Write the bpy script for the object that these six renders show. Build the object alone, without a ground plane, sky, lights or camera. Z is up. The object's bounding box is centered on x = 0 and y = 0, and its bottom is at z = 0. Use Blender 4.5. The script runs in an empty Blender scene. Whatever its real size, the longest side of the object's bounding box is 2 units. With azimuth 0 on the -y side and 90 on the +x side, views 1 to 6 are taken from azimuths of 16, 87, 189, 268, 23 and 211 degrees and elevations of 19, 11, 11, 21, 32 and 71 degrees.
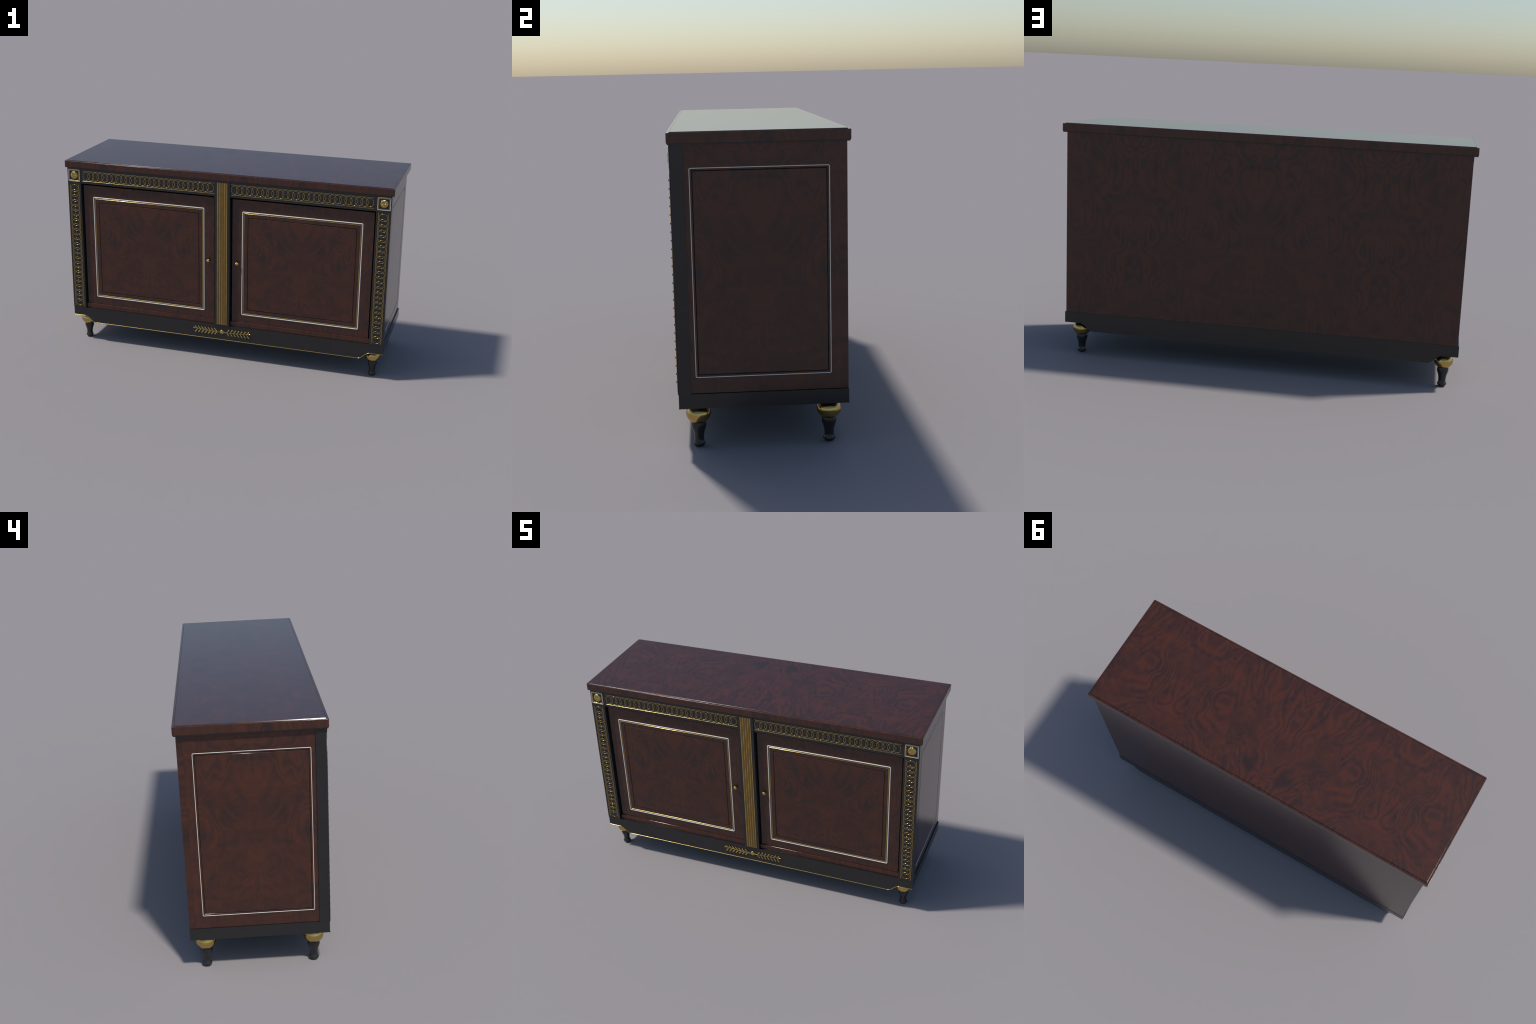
"""Empire style two-door sideboard: burl veneer carcass, ebonised frame, gilt trim."""
import bpy, math
from mathutils import Vector

# ----------------------------------------------------------------------------
# overall sizes (metres)
# ----------------------------------------------------------------------------
TOP_X, TOP_Y = 1.000, 0.3225          # half extents of the top slab
SLAB_Z0, RIM_Z, FIELD_Z = 1.1300, 1.1678, 1.1707
STRIP_Z = 1.1258                      # underside of the black moulding below the top
BASE_Z = 0.2215                       # top of the plinth
SKIRT_Z, SCALLOP_Z = 0.1665, 0.1268   # plinth bottom at the corners / mid apron
FRONT, BACK = -0.3145, 0.3100         # front of the posts, back panel
DOOR_Y = -0.2965
STILE_Y = -0.3188
OPEN_X0, OPEN_X1, OPEN_Z1 = 0.0470, 0.9015, 1.0320
LEG_X, LEG_Y = 0.9184, 0.2440


# ----------------------------------------------------------------------------
# materials
# ----------------------------------------------------------------------------
def new_material(name):
    m = bpy.data.materials.new(name)
    m.use_nodes = True
    nt = m.node_tree
    return m, nt, nt.nodes["Principled BSDF"]


def math_node(nt, op, a, b=None, c=None):
    n = nt.nodes.new("ShaderNodeMath")
    n.operation = op
    for i, v in enumerate((a, b, c)):
        if v is None:
            continue
        if isinstance(v, (int, float)):
            n.inputs[i].default_value = v
        else:
            nt.links.new(v, n.inputs[i])
    return n.outputs[0]


def burl_wood(name, u_axis, v_axis, u_mid, v_mid, fold, seed, v_scale=1.0, u_scale=1.0, rough=0.15, ripple=1.0):
    """Book-matched burl veneer: the figure is mirrored about u_mid (and again every
    'fold' metres), drawn in the u/v plane of the board."""
    m, nt, bsdf = new_material(name)
    N, L = nt.nodes, nt.links
    tc = N.new("ShaderNodeTexCoord")
    sep = N.new("ShaderNodeSeparateXYZ")
    L.new(tc.outputs["Object"], sep.inputs[0])
    along = sep.outputs[u_axis] if u_axis != "XY" else math_node(nt, "ADD", sep.outputs[0], sep.outputs[1])
    u = math_node(nt, "PINGPONG", math_node(nt, "SUBTRACT", along, u_mid), fold)
    v = math_node(nt, "SUBTRACT", sep.outputs[v_axis], v_mid)
    comb = N.new("ShaderNodeCombineXYZ")
    L.new(math_node(nt, "MULTIPLY", u, u_scale), comb.inputs[0])
    L.new(math_node(nt, "MULTIPLY", v, v_scale), comb.inputs[1])
    comb.inputs[2].default_value = seed

    def noise(vec, scale, detail=3.0, rough=0.5, dist=0.0):
        n = N.new("ShaderNodeTexNoise")
        n.inputs["Scale"].default_value = scale
        n.inputs["Detail"].default_value = detail
        n.inputs["Roughness"].default_value = rough
        n.inputs["Distortion"].default_value = dist
        L.new(vec, n.inputs["Vector"])
        return n

    # gentle domain warp
    w = noise(comb.outputs[0], 6.0, 2.0)
    wv = N.new("ShaderNodeVectorMath"); wv.operation = "MULTIPLY_ADD"
    L.new(w.outputs["Color"], wv.inputs[0])
    wv.inputs[1].default_value = (0.10, 0.10, 0.0)
    L.new(comb.outputs[0], wv.inputs[2])
    vec = wv.outputs[0]

    # broad clouds of redder and darker wood
    cloud = noise(vec, 10.0, 4.0, 0.68, 0.4).outputs["Fac"]
    # ripples: contour lines of a slow field, only in some places
    stretch = N.new("ShaderNodeVectorMath"); stretch.operation = "MULTIPLY"
    L.new(vec, stretch.inputs[0])
    stretch.inputs[1].default_value = (1.0, 0.45, 1.0)
    slow = noise(stretch.outputs[0], 5.0, 2.2, 0.5, 0.2).outputs["Fac"]
    rip = math_node(nt, "SINE", math_node(nt, "MULTIPLY", slow, 112.0))
    where = noise(comb.outputs[0], 3.8, 1.0).outputs["Fac"]
    mr = N.new("ShaderNodeMapRange")
    mr.inputs["From Min"].default_value = 0.40
    mr.inputs["From Max"].default_value = 0.58
    mr.inputs["To Min"].default_value = 0.05
    mr.inputs["To Max"].default_value = 0.20
    L.new(where, mr.inputs["Value"])
    fine = noise(vec, 34.0, 3.0, 0.6).outputs["Fac"]
    f = math_node(nt, "MULTIPLY_ADD", math_node(nt, "SUBTRACT", cloud, 0.5), 1.15, 0.52)
    f = math_node(nt, "MULTIPLY_ADD", rip, math_node(nt, "MULTIPLY", mr.outputs[0], ripple), f)
    f = math_node(nt, "MULTIPLY_ADD", math_node(nt, "SUBTRACT", fine, 0.5), 0.55, f)
    # small dark knots
    knot = N.new("ShaderNodeMapRange")
    knot.inputs["From Min"].default_value = 0.29
    knot.inputs["From Max"].default_value = 0.41
    knot.inputs["To Min"].default_value = -0.13
    knot.inputs["To Max"].default_value = 0.0
    L.new(noise(vec, 19.0, 1.5, 0.5).outputs["Fac"], knot.inputs["Value"])
    f = math_node(nt, "ADD", f, knot.outputs[0])
    ramp = N.new("ShaderNodeValToRGB")
    e = ramp.color_ramp.elements
    e[0].position, e[0].color = 0.16, (0.0290, 0.0148, 0.0128, 1)
    e[1].position, e[1].color = 0.78, (0.0700, 0.0215, 0.0115, 1)
    mid = e.new(0.44); mid.color = (0.0465, 0.0174, 0.0120, 1)
    L.new(f, ramp.inputs[0])
    L.new(ramp.outputs[0], bsdf.inputs["Base Color"])
    bsdf.inputs["Roughness"].default_value = rough
    return m


def plain(name, colour, rough, metal=0.0, grain=None):
    m, nt, bsdf = new_material(name)
    if grain:
        tc = nt.nodes.new("ShaderNodeTexCoord")
        n = nt.nodes.new("ShaderNodeTexNoise")
        n.inputs["Scale"].default_value = grain[0]
        n.inputs["Detail"].default_value = 3
        nt.links.new(tc.outputs["Object"], n.inputs["Vector"])
        r = nt.nodes.new("ShaderNodeValToRGB")
        k = grain[1]
        r.color_ramp.elements[0].position = 0.3
        r.color_ramp.elements[1].position = 0.7
        r.color_ramp.elements[0].color = tuple(c * (1 - k) for c in colour) + (1,)
        r.color_ramp.elements[1].color = tuple(c * (1 + k) for c in colour) + (1,)
        nt.links.new(n.outputs["Fac"], r.inputs[0])
        nt.links.new(r.outputs[0], bsdf.inputs["Base Color"])
    else:
        bsdf.inputs["Base Color"].default_value = (*colour, 1)
    bsdf.inputs["Roughness"].default_value = rough
    bsdf.inputs["Metallic"].default_value = metal
    return m


X, Y, Z = 0, 1, 2
WOOD_TOP = burl_wood("burl_veneer_top", X, Y, -0.02, 0.0, 0.61, 3.1)
WOOD_EDGE = burl_wood("burl_veneer_edge", "XY", Z, -0.02, 1.1, 0.61, 7.7, v_scale=0.6)
WOOD_BACK = burl_wood("burl_veneer_back", X, Z, 0.02, 0.3, 0.61, 11.4, rough=0.20, ripple=1.1)
WOOD_SIDE = burl_wood("burl_veneer_side", Y, Z, 0.0, 0.3, 0.61, 11.4, ripple=0.8)
WOOD_BAND = burl_wood("burl_veneer_band", Y, Z, 0.0, 0.1, 0.61, 18.2)
WOOD_DOOR = [burl_wood("burl_veneer_door", X, Z, s * 0.4735, 0.3, 0.61, 11.4) for s in (-1, 1)]
WOOD_SILL = burl_wood("burl_veneer_sill", X, Z, 0.0, 0.1, 0.61, 23.0, v_scale=0.6)
BLACK = plain("ebonised_black", (0.0165, 0.0165, 0.0168), 0.24, 0.0, (9.0, 0.06))
SHADE = plain("interior_shade", (0.002, 0.002, 0.002), 0.9)  # near-black colour stands in for the shade inside the cabinet
GOLD = plain("gilt_bronze", (0.56, 0.395, 0.130), 0.17, 1.0, (30.0, 0.08))
IVORY = plain("ivory_white_inlay", (0.70, 0.68, 0.60), 0.45)
RED = plain("dark_red_bead", (0.036, 0.010, 0.009), 0.2)


# ----------------------------------------------------------------------------
# mesh helpers
# ----------------------------------------------------------------------------
ROOT = bpy.data.objects.new("sideboard", None)
bpy.context.collection.objects.link(ROOT)
ROOT.empty_display_size = 0.2
ROOT["label"] = "dark burl wood sideboard with black frame and gilt trim"
ROOT["category"] = "sideboard"


def add_object(name, mesh, parent=None, loc=None):
    ob = bpy.data.objects.new(name, mesh)
    bpy.context.collection.objects.link(ob)
    ob.parent = parent or ROOT
    if loc is not None:
        ob.location = loc
    return ob


def make_mesh(name, verts, faces, mats, angle=35.0, face_mats=None, flat_over=0.004):
    me = bpy.data.meshes.new(name)
    me.from_pydata([tuple(v) for v in verts], [], faces)
    if not isinstance(mats, (list, tuple)):
        mats = [mats]
    for m in mats:
        me.materials.append(m)
    if face_mats:
        me.polygons.foreach_set("material_index", face_mats)
    me.polygons.foreach_set("use_smooth", [True] * len(me.polygons))
    me.validate()
    import bmesh
    bm = bmesh.new(); bm.from_mesh(me)
    bmesh.ops.recalc_face_normals(bm, faces=bm.faces)
    bm.to_mesh(me); bm.free()
    me.set_sharp_from_angle(angle=math.radians(angle))
    # broad plane faces stay flat shaded so that reflections on them are even
    for p in me.polygons:
        if p.area > flat_over:
            p.use_smooth = False
    return me


def box_geo(x0, x1, y0, y1, z0, z1, c=0.0):
    """Chamfered box as verts, faces (c = chamfer)."""
    if c <= 0:
        v = [(x, y, z) for x in (x0, x1) for y in (y0, y1) for z in (z0, z1)]
        f = [(0, 1, 3, 2), (4, 6, 7, 5), (0, 4, 5, 1), (2, 3, 7, 6), (0, 2, 6, 4), (1, 5, 7, 3)]
        return v, f
    import bmesh
    v, f = box_geo(x0, x1, y0, y1, z0, z1)
    bm = bmesh.new()
    bv = [bm.verts.new(p) for p in v]
    for q in f:
        bm.faces.new([bv[i] for i in q])
    bmesh.ops.recalc_face_normals(bm, faces=bm.faces)
    bmesh.ops.bevel(bm, geom=list(bm.edges), offset=c, segments=2, profile=0.5, affect="EDGES")
    bm.verts.index_update()
    v = [tuple(p.co) for p in bm.verts]
    f = [[p.index for p in q.verts] for q in bm.faces]
    bm.free()
    return v, f


def box(name, x0, x1, y0, y1, z0, z1, mat, c=0.0012, parent=None):
    v, f = box_geo(x0, x1, y0, y1, z0, z1, c)
    return add_object(name, make_mesh(name, v, f, mat, 30), parent)


def merge(parts):
    V, F = [], []
    for v, f in parts:
        o = len(V)
        V += list(v)
        F += [[i + o for i in q] for q in f]
    return V, F


def rounded_rect(hu, hv, r, n=5):
    pts = []
    r = max(r, 1e-4)
    for cx, cy, a0 in ((hu - r, hv - r, 0), (-hu + r, hv - r, 90), (-hu + r, -hv + r, 180), (hu - r, -hv + r, 270)):
        for i in range(n):
            a = math.radians(a0 + 90 * i / (n - 1))
            pts.append((cx + r * math.cos(a), cy + r * math.sin(a)))
    return pts


def terraced_panel(name, hu, hv, profile, place, mat, corner=0.0, parent=None, face_mat=None):
    """Board whose face is described by a profile of (inset, height) pairs walked from
    the back edge, over the rim, to the middle.  place(u, v, h) -> xyz."""
    V, F, FM = [], [], []
    n = 0
    for k, (ins, h) in enumerate(profile):
        ring = rounded_rect(hu - ins, hv - ins, max(corner - ins, 0.0006))
        n = len(ring)
        V += [place(u, v, h) for u, v in ring]
        if k:
            o = (k - 1) * n
            for i in range(n):
                j = (i + 1) % n
                F.append((o + i, o + j, o + n + j, o + n + i))
                FM.append(face_mat(profile[k - 1], profile[k]) if face_mat else 0)
    F.append(tuple(range((len(profile) - 1) * n, len(profile) * n)))
    F.append(tuple(range(n - 1, -1, -1)))
    FM += [0, 0]
    return add_object(name, make_mesh(name, V, F, mat, 40, FM), parent)


def groove(at, top, width=0.0046, depth=0.0036):
    """V groove with rounded lips, as (inset, height) pairs."""
    w = width / 2
    return [(at - w * 1.2, top), (at - w * .85, top - depth * .12), (at - w * .35, top - depth * .75), (at, top - depth),
            (at + w * .35, top - depth * .75), (at + w * .85, top - depth * .12), (at + w * 1.2, top)]


def tube_geo(path, closed, r, segs=8, place=None, squash=1.0):
    """Wire of radius r along a planar path (u, w); place(u, w, out) -> xyz."""
    V, F = [], []
    n = len(path)
    for i, (u, w) in enumerate(path):
        p = path[(i - 1) % n] if (closed or i > 0) else None
        q = path[(i + 1) % n] if (closed or i < n - 1) else None
        d1 = Vector((u - p[0], w - p[1])).normalized() if p else None
        d2 = Vector((q[0] - u, q[1] - w)).normalized() if q else None
        d = ((d1 or d2) + (d2 or d1)).normalized()
        nrm = Vector((-d.y, d.x))
        m = 1.0
        if d1 and d2:
            m = 1.0 / max(0.35, nrm.dot(Vector((-d1.y, d1.x))))
        for s in range(segs):
            a = 2 * math.pi * s / segs
            o = math.cos(a) * r * m
            V.append(place(u + nrm.x * o, w + nrm.y * o, math.sin(a) * r * squash))
    for i in range(n if closed else n - 1):
        a, b = i * segs, ((i + 1) % n) * segs
        for s in range(segs):
            t = (s + 1) % segs
            F.append((a + s, a + t, b + t, b + s))
    if not closed:
        F.append(tuple(range(segs)))
        F.append(tuple(range((n - 1) * segs, n * segs))[::-1])
    return V, F


def on_front(y):
    return lambda u, w, o: (u, y - o, w)


def on_side(x, s):
    return lambda u, w, o: (x + s * o, u, w)


def rect_path(u0, u1, w0, w1, r=0.004, n=4):
    cu, cw = (u0 + u1) / 2, (w0 + w1) / 2
    return [(cu + a, cw + b) for a, b in rounded_rect((u1 - u0) / 2, (w1 - w0) / 2, r, n)]


def wire(name, path, closed, r, place, mat, parent=None, segs=8, squash=1.0):
    v, f = tube_geo(path, closed, r, segs, place, squash)
    return add_object(name, make_mesh(name, v, f, mat, 60), parent)


def lathe_geo(profile, segs, axis_z=True, phase=0.0):
    V, F = [], []
    for z, r in profile:
        for s in range(segs):
            a = 2 * math.pi * s / segs + phase
            V.append((r * math.cos(a), r * math.sin(a), z))
    for k in range(len(profile) - 1):
        for s in range(segs):
            t = (s + 1) % segs
            F.append((k * segs + s, k * segs + t, (k + 1) * segs + t, (k + 1) * segs + s))
    F.append(tuple(range(segs))[::-1])
    F.append(tuple(range((len(profile) - 1) * segs, len(profile) * segs)))
    return V, F


def rosette_geo(R, H, petals, button=0.26, rings=10, segs_per=8, depth=0.22):
    """Fluted dome facing -y with a small raised button, centred on the origin."""
    n = petals * segs_per
    V, F = [], []
    prof = [i / rings for i in range(rings, 0, -1)]
    for t in prof:
        for s in range(n):
            a = 2 * math.pi * s / n
            lobe = abs(math.cos(petals * a / 2))
            rr = R * t * (1.0 - 0.04 * (1 - lobe) * t)
            dome = math.sqrt(max(0.0, 1 - t ** 3))
            if t > button:
                h = H * (dome * (1 - depth * (1 - lobe)) * 0.95)
                h -= H * 0.30 * math.exp(-((t - button) / 0.12) ** 2)
            else:
                h = H * (0.66 + 0.26 * math.sqrt(max(0, 1 - (t / button) ** 2)))
            V.append((rr * math.cos(a), -h, rr * math.sin(a)))
    for k in range(len(prof) - 1):
        for s in range(n):
            q = (s + 1) % n
            F.append((k * n + s, k * n + q, (k + 1) * n + q, (k + 1) * n + s))
    c = len(V)
    V.append((0, -H * 0.92, 0))
    for s in range(n):
        F.append(((len(prof) - 1) * n + s, (len(prof) - 1) * n + (s + 1) % n, c))
    F.append(tuple(range(n))[::-1])
    return V, F


def instance(src, loc, parent):
    ob = src.copy()
    bpy.context.collection.objects.link(ob)
    ob.parent = parent
    ob.location = loc
    return ob


# ----------------------------------------------------------------------------
# top
# ----------------------------------------------------------------------------
top_profile = [(0.0022, SLAB_Z0), (0.0008, SLAB_Z0 + 0.0008), (0.0, SLAB_Z0 + 0.0030),
               (0.0, RIM_Z - 0.0018), (0.0004, RIM_Z - 0.0007), (0.0010, RIM_Z - 0.0001), (0.0016, RIM_Z),
               (0.0096, RIM_Z), (0.0102, RIM_Z - 0.0012), (0.0109, RIM_Z - 0.0006), (0.0122, FIELD_Z - 0.0005),
               (0.0126, FIELD_Z - 0.0001), (0.0130, FIELD_Z)]
terraced_panel("tabletop", TOP_X, TOP_Y, top_profile, lambda u, v, h: (u, v, h), [WOOD_TOP, WOOD_EDGE],
               corner=0.006, face_mat=lambda a, b: 1 if b[1] <= RIM_Z - 0.0017 and b[0] < 0.004 else 0)
box("cornice_moulding", -0.9975, 0.9975, -0.3190, 0.3190, STRIP_Z, SLAB_Z0 + 0.0005, BLACK, 0.001)

# ----------------------------------------------------------------------------
# carcass
# ----------------------------------------------------------------------------
box("shade_liner", -0.960, 0.960, 0.265, 0.284, 0.200, 1.128, SHADE, 0)  # added liner, coloured near black so the door gaps look unlit
box("back_panel", -0.9790, 0.9790, 0.2835, BACK, BASE_Z + 0.0005, STRIP_Z + 0.0005, WOOD_BACK, 0)

for s in (-1, 1):
    lo, hi = sorted((s * 0.955, s * 0.9810))
    box("frieze_band", lo, hi, -0.2668, 0.2835, 1.1005, STRIP_Z + 0.0005, WOOD_BAND, 0)
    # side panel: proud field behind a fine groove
    zm, zh = (0.2228 + 1.1005) / 2, (1.1005 - 0.2228) / 2
    ym, yh = (-0.2668 + 0.2835) / 2, (0.2835 + 0.2668) / 2
    fu = 0.2485 - 0.0112            # groove centre line, half width
    # the groove is centred on the white frame, not on the board, so draw board and field apart
    V = []
    outer = [(ym - yh, zm - zh), (ym + yh, zm - zh), (ym + yh, zm + zh), (ym - yh, zm + zh)]
    gz0, gz1 = 0.2810 + 0.0112, 1.0445 - 0.0112
    h0 = 0.9800
    rings = [[(u, w, 0.958) for u, w in outer], [(u, w, h0) for u, w in outer]]
    for ins, h in groove(0.0, h0):
        rings.append([(-fu + ins, gz0 + ins, h), (fu - ins, gz0 + ins, h), (fu - ins, gz1 - ins, h), (-fu + ins, gz1 - ins, h)])
    V = [(s * h, u, w) for r in rings for u, w, h in r]
    F = [(0, 1, 2, 3)]
    for k in range(len(rings) - 1):
        for i in range(4):
            j = (i + 1) % 4
            F.append((4 * k + i, 4 * k + j, 4 * k + 4 + j, 4 * k + 4 + i))
    F.append(tuple(range(4 * len(rings) - 4, 4 * len(rings))))
    panel = add_object("side_panel", make_mesh("side_panel", V, F, WOOD_SIDE, 50))
    wire("white_inlay", rect_path(-0.2465, 0.2465, 0.2830, 1.0425, 0.0045), True, 0.0015,
         on_side(s * 0.9800, s), IVORY, panel, 8, 0.8)

# ----------------------------------------------------------------------------
# ebonised front frame
# ----------------------------------------------------------------------------
def frame_member(name, face, inner, outer, y0, y1, lip=0.0030):
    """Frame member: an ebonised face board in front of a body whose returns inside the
    opening are coloured near black, as painted shade (boxes given as x0, x1, z0, z1)."""
    V, F, M = [], [], []
    for rect, ya, yb, mi in ((face, y0, y0 + lip, 0), (inner, y0 + lip, y1, 1), (outer, y0 + lip, y1, 0)):
        if rect is None:
            continue
        v, f = box_geo(rect[0], rect[1], ya, yb, rect[2], rect[3])
        o = len(V)
        V += v
        F += [[i + o for i in q] for q in f]
        M += [mi] * len(f)
    return add_object(name, make_mesh(name, V, F, [BLACK, SHADE], 30, M))


post = {}
rail = {}
for s in (-1, 1):
    lo, hi = sorted((s * OPEN_X1, s * 0.9860))
    cut = s * (OPEN_X1 + 0.020)
    zr = (BASE_Z, STRIP_Z + 0.0004)
    post[s] = frame_member("post", (lo, hi) + zr, tuple(sorted((s * OPEN_X1, cut))) + zr,
                           tuple(sorted((cut, s * 0.9860))) + zr, FRONT, -0.2668)
    lo, hi = sorted((s * (OPEN_X0 - 0.0002), s * (OPEN_X1 + 0.0002)))
    rr = (lo, hi, OPEN_Z1, STRIP_Z + 0.0003)
    rail[s] = frame_member("rail", rr, rr, None, FRONT + 0.0008, -0.2700)
    box("sill", lo, hi, -0.3030, -0.2500, BASE_Z - 0.001, 0.2525, WOOD_SILL, 0.0025)
sr = (-OPEN_X0, OPEN_X0, BASE_Z, STRIP_Z + 0.0004)
stile = frame_member("stile", sr, sr, None, STILE_Y, -0.2650)

# reeded gilt strip on the centre stile: wide and narrow reeds in turn
reed_w = [0.0062, 0.0032]
gap = 0.0024
total = 5 * reed_w[0] + 4 * reed_w[1] + 8 * gap
x = -total / 2
for i in range(9):
    w = reed_w[i % 2]
    V, F = [], []
    n = 7
    for z in (0.2290, 1.1165):
        for k in range(n):
            a = math.pi * k / (n - 1)
            V.append((x + w / 2 - math.cos(a) * w / 2, STILE_Y - 0.0004 - math.sin(a) ** 0.7 * 0.0024, z))
    for k in range(n - 1):
        F.append((k, k + 1, n + k + 1, n + k))
    F += [tuple(range(n)), tuple(range(n, 2 * n)), (0, n - 1, 2 * n - 1, n)]
    add_object("reed", make_mesh("reed", V, F, GOLD, 50), stile)
    x += w + gap


# ----------------------------------------------------------------------------
# chain ornament: overlapping rings with a red bead in each, between two gilt lines
# ----------------------------------------------------------------------------
def ring_mesh(ru, rw):
    path = [(ru * math.cos(2 * math.pi * i / 28), rw * math.sin(2 * math.pi * i / 28)) for i in range(28)]
    v, f = tube_geo(path, True, 0.00125, 6, lambda u, w, o: (u, -o, w))
    return make_mesh("chain_ring", v, f, GOLD, 80)


bead_v, bead_f = lathe_geo([(-0.0042 * math.cos(math.pi * k / 8), max(1e-4, 0.0042 * math.sin(math.pi * k / 8))) for k in range(9)], 10)
bead_v = [(a, c, b) for a, b, c in bead_v]
BEAD = make_mesh("red_bead", bead_v, bead_f, RED, 80)
RING_RAIL, RING_POST = ring_mesh(0.0211, 0.0254), ring_mesh(0.0244, 0.0218)

for s in (-1, 1):
    for i in range(27):
        px = s * (0.0746 + i * (0.8633 - 0.0746) / 26)
        # neighbouring rings lie a hair above and below one another
        add_object("chain_ring", RING_RAIL, rail[s], (px, FRONT + 0.0008 - 0.0003 - 0.0003 * (i % 2), 1.0798))
        add_object("red_bead", BEAD, rail[s], (px, FRONT - 0.0010, 1.0798))
    for z in (1.1097, 1.0476):
        wire("gilt_line", [(s * 0.0510, z), (s * 0.8880, z)], False, 0.0011, on_front(FRONT + 0.0006), GOLD, rail[s])
    for i in range(25):
        pz = 0.9990 - i * (0.9990 - 0.2574) / 24
        add_object("chain_ring", RING_POST, post[s], (s * 0.9436, FRONT - 0.0003 - 0.0003 * (i % 2), pz))
        add_object("red_bead", BEAD, post[s], (s * 0.9436, FRONT - 0.0022, pz))
    for px in (0.9152, 0.9723):
        wire("gilt_line", [(s * px, 0.2288), (s * px, 1.0240)], False, 0.0015, on_front(FRONT - 0.0004), GOLD, post[s])

# corner blocks: white and gilt frames round a fluted rosette
rv, rf = rosette_geo(0.0235, 0.0078, 10, 0.2, depth=0.38)
ROSETTE = make_mesh("rosette", rv, rf, GOLD, 70)
for s in (-1, 1):
    a, b = sorted((s * 0.9080, s * 0.9795))
    wire("white_frame", rect_path(a, b, 1.0432, 1.1150, 0.003), True, 0.0015, on_front(FRONT - 0.0005), IVORY, post[s])
    a, b = sorted((s * 0.9130, s * 0.9745))
    wire("gilt_frame", rect_path(a, b, 1.0482, 1.1100, 0.001), True, 0.0018, on_front(FRONT - 0.0002), GOLD, post[s])
    add_object("rosette", ROSETTE, post[s], (s * 0.9437, FRONT, 1.0797))

# ----------------------------------------------------------------------------
# doors
# ----------------------------------------------------------------------------
kv, kf = rosette_geo(0.0112, 0.0095, 8, 0.3, 8, 6, 0.25)
sv, sf = lathe_geo([(0.0, 0.0046), (0.005, 0.0040), (0.0090, 0.0062), (0.0105, 0.0110)], 16)
sv = [(a, -c, b) for a, b, c in sv]
kv = [(a, b - 0.0100, c) for a, b, c in kv]
kv, kf = merge([(kv, kf), (sv, sf)])
KNOB = make_mesh("knob", kv, kf, GOLD, 60)

for s, wood in ((-1, WOOD_DOOR[0]), (1, WOOD_DOOR[1])):
    xm, hu = s * 0.4745, (0.8935 - 0.0555) / 2
    z0, z1 = 0.2505, 1.0204
    # white frame and groove are centred a little off the board, so walk explicit rings
    fx0, fx1, fz0, fz1 = 0.1165, 0.8310, 0.2990, 0.9495
    inset = 0.0362
    g = (fx0 + inset, fx1 - inset, fz0 + inset, fz1 - inset)

    def rect(x0, x1, w0, w1, y):
        return [(s * x0, y, w0), (s * x1, y, w0), (s * x1, y, w1), (s * x0, y, w1)]
    c = 0.0015
    rings = [rect(0.0555, 0.8935, z0, z1, DOOR_Y + 0.010), rect(0.0555, 0.8935, z0, z1, DOOR_Y + c),
             rect(0.0555 + c, 0.8935 - c, z0 + c, z1 - c, DOOR_Y)]
    for ins, h in groove(0.0, 0.0, 0.0054, 0.0042):
        rings.append(rect(g[0] + ins, g[1] - ins, g[2] + ins, g[3] - ins, DOOR_Y - h))
    V = [p for r in rings for p in r]
    F = [(0, 1, 2, 3)]
    for k in range(len(rings) - 1):
        for i in range(4):
            j = (i + 1) % 4
            F.append((4 * k + i, 4 * k + j, 4 * k + 4 + j, 4 * k + 4 + i))
    F.append(tuple(range(4 * len(rings) - 4, 4 * len(rings))))
    door = add_object("door", make_mesh("door", V, F, wood, 50))
    a, b = sorted((s * (fx0 + 0.003), s * (fx1 - 0.003)))
    wire("white_inlay", rect_path(a, b, fz0 + 0.003, fz1 - 0.003, 0.005), True, 0.0031, on_front(DOOR_Y), IVORY, door, 10, 0.85)
    a, b = sorted((s * (fx0 + 0.0118), s * (fx1 - 0.0118)))
    wire("gilt_inlay", rect_path(a, b, fz0 + 0.0118, fz1 - 0.0118, 0.0008), True, 0.0019, on_front(DOOR_Y), GOLD, door, 8)
    add_object("knob", KNOB, door, (s * 0.0897, DOOR_Y, 0.6262))

# ----------------------------------------------------------------------------
# plinth with scalloped front and back aprons
# ----------------------------------------------------------------------------
PX = 0.9850


def scallop(n=14):
    """Lower edge of the apron from the right corner to the left corner."""
    xa, xb = 0.9140, 0.8340
    right = [(PX, SKIRT_Z)]
    for i in range(n + 1):
        t = i / n
        k = t ** 3 * (t * (6 * t - 15) + 10)
        right.append((xa + (xb - xa) * t, SKIRT_Z + (SCALLOP_Z - SKIRT_Z) * k))
    return right + [(-x, z) for x, z in reversed(right)]


def apron_geo(y0, y1):
    low = scallop()
    outline = low + [(-PX, BASE_Z), (PX, BASE_Z)]
    n = len(outline)
    V = [(x, y0, z) for x, z in outline] + [(x, y1, z) for x, z in outline]
    F = [tuple(range(n)), tuple(range(n, 2 * n))[::-1]]
    F += [(i, (i + 1) % n, n + (i + 1) % n, n + i) for i in range(n)]
    return V, F


v, f = merge([apron_geo(-0.3122, -0.2905), apron_geo(0.2905, 0.3112),
              box_geo(-PX, PX, -0.2905, 0.2905, SKIRT_Z, BASE_Z)])
plinth = add_object("plinth", make_mesh("plinth", v, f, BLACK, 30))
wire("gilt_edge", scallop(), False, 0.0019, on_front(-0.3128), GOLD, plinth)

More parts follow.
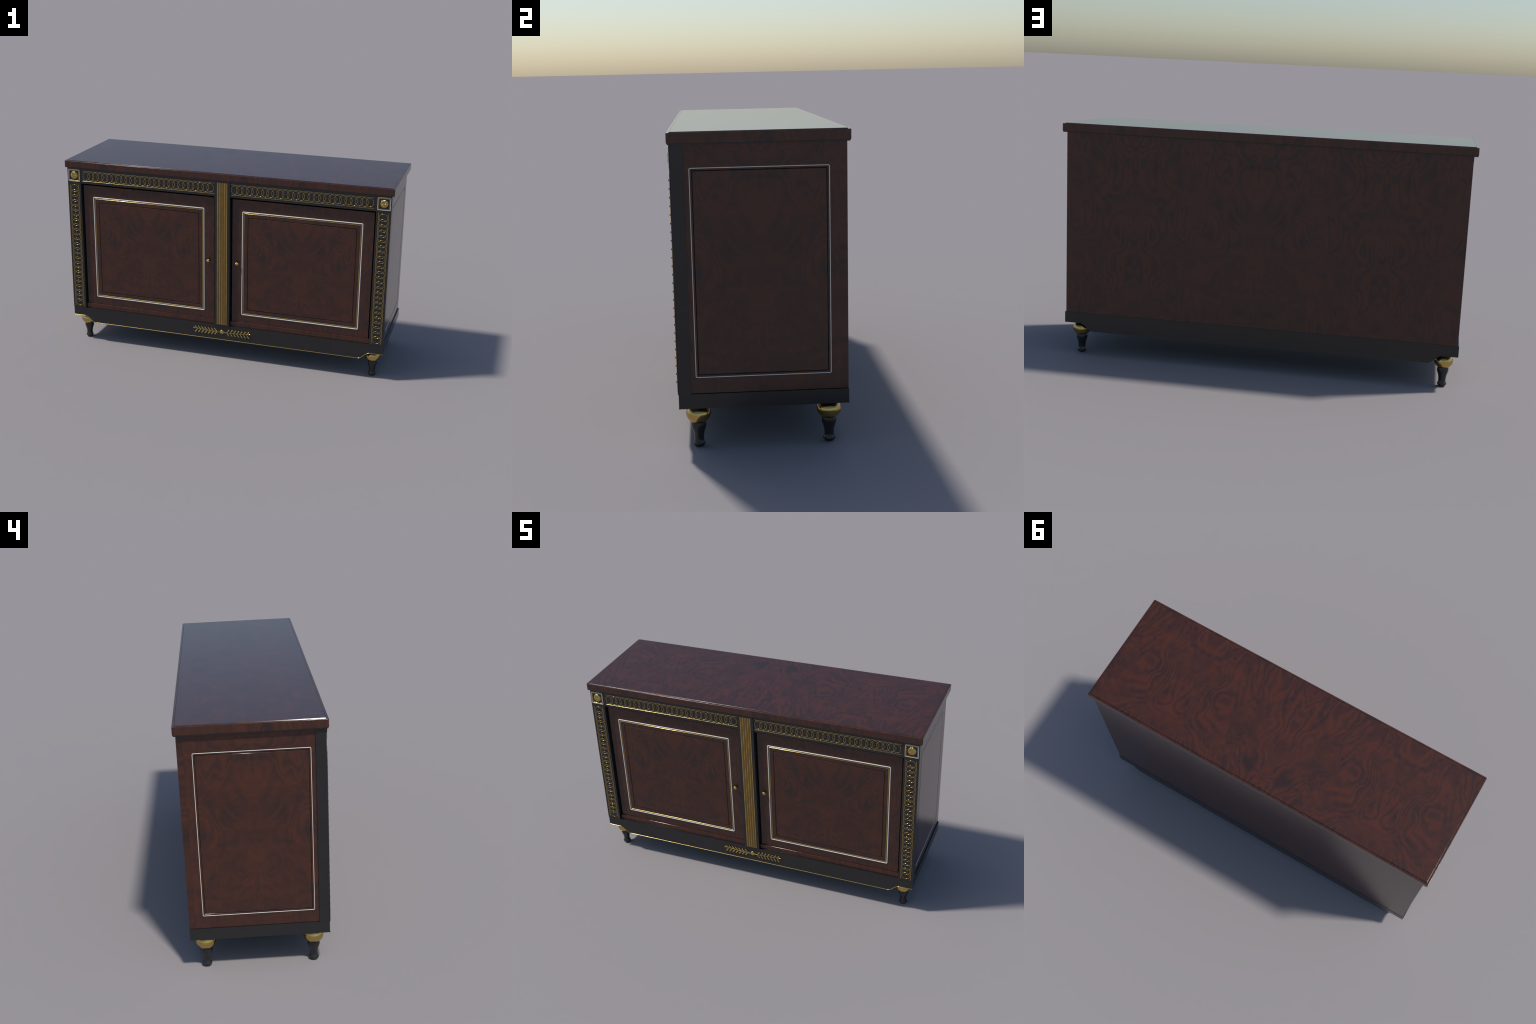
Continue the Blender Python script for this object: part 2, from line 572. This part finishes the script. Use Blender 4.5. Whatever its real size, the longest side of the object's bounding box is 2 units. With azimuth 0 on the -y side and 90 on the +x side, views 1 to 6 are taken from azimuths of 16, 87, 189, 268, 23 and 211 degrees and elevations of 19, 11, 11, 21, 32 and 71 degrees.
# laurel spray in the middle of the apron
AP = -0.3122
END = 0.1665


def stem_z(x):
    return 0.1748 + 0.0105 * (x / 0.183) ** 2


spray_v = []
lv, lf = lathe_geo([(0.0, 0.0006), (0.005, 0.0024), (0.013, 0.0034), (0.0205, 0.0040), (0.0248, 0.0033), (0.0268, 0.0014)], 10)
LEAF_V, LEAF_F = lv, lf
stems = []
for s in (-1, 1):
    path = [(s * (0.010 + (END - 0.010) * i / 16), stem_z(0.010 + (END - 0.010) * i / 16)) for i in range(17)]
    stems.append(tube_geo(path, False, 0.0019, 8, on_front(AP - 0.0012)))
v, f = merge(stems)
spray = add_object("laurel_spray", make_mesh("laurel_spray", v, f, GOLD, 60))


def leaf(base, tip, width=1.0):
    d = Vector((tip[0] - base[0], 0, tip[1] - base[1]))
    k = d.length / 0.0268
    d.normalize()
    side = Vector((-d.z, 0, d.x))
    V = []
    for a, b, c in LEAF_V:
        lift = 0.0012 + 0.10 * c * k
        p = Vector((base[0], AP - lift, base[1])) + d * (c * k) + side * (a * width) + Vector((0, b * 0.8, 0))
        V.append(p)
    add_object("laurel_leaf", make_mesh("laurel_leaf", V, LEAF_F, GOLD, 60), spray)


for s in (-1, 1):
    for i in range(7):
        bx = 0.0300 + 0.0209 * i
        tx = 0.0475 + 0.0209 * i
        leaf((s * bx, stem_z(bx)), (s * tx, 0.1985), 1.15)
        leaf((s * bx, stem_z(bx)), (s * tx, 0.1570), 1.15)
    leaf((s * 0.160, stem_z(0.160)), (s * 0.1840, 0.1852))
bv, bf = rosette_geo(0.0138, 0.0080, 8, 0.25, 8, 6, 0.35)
add_object("boss", make_mesh("boss", bv, bf, GOLD, 70), spray, (0, AP, 0.1770))

# ----------------------------------------------------------------------------
# turned legs: black baluster under a gilt bun
# ----------------------------------------------------------------------------
leg_profile = [(0.0, 0.0165), (0.0045, 0.0205), (0.0115, 0.0236), (0.0180, 0.0200), (0.0240, 0.0177), (0.0380, 0.0181),
               (0.0520, 0.0200), (0.0640, 0.0240), (0.0775, 0.0283), (0.0870, 0.0275), (0.0970, 0.0258)]
bun_profile = [(0.0935, 0.0240), (0.0960, 0.0285), (0.1040, 0.0378), (0.1150, 0.0445), (0.1285, 0.0470), (0.1400, 0.0442),
               (0.1500, 0.0385), (0.1590, 0.0310), (0.1680, 0.0250)]
lv, lf = lathe_geo(leg_profile, 12)
bv, bf = lathe_geo(bun_profile, 12)
LEG = make_mesh("leg", lv, lf, BLACK, 75)
BUN = make_mesh("leg_bun", bv, bf, GOLD, 75)
for sx in (-1, 1):
    for sy in (-1, 1):
        leg = add_object("leg", LEG, None, (sx * LEG_X, sy * LEG_Y, 0))
        add_object("leg_bun", BUN, leg)
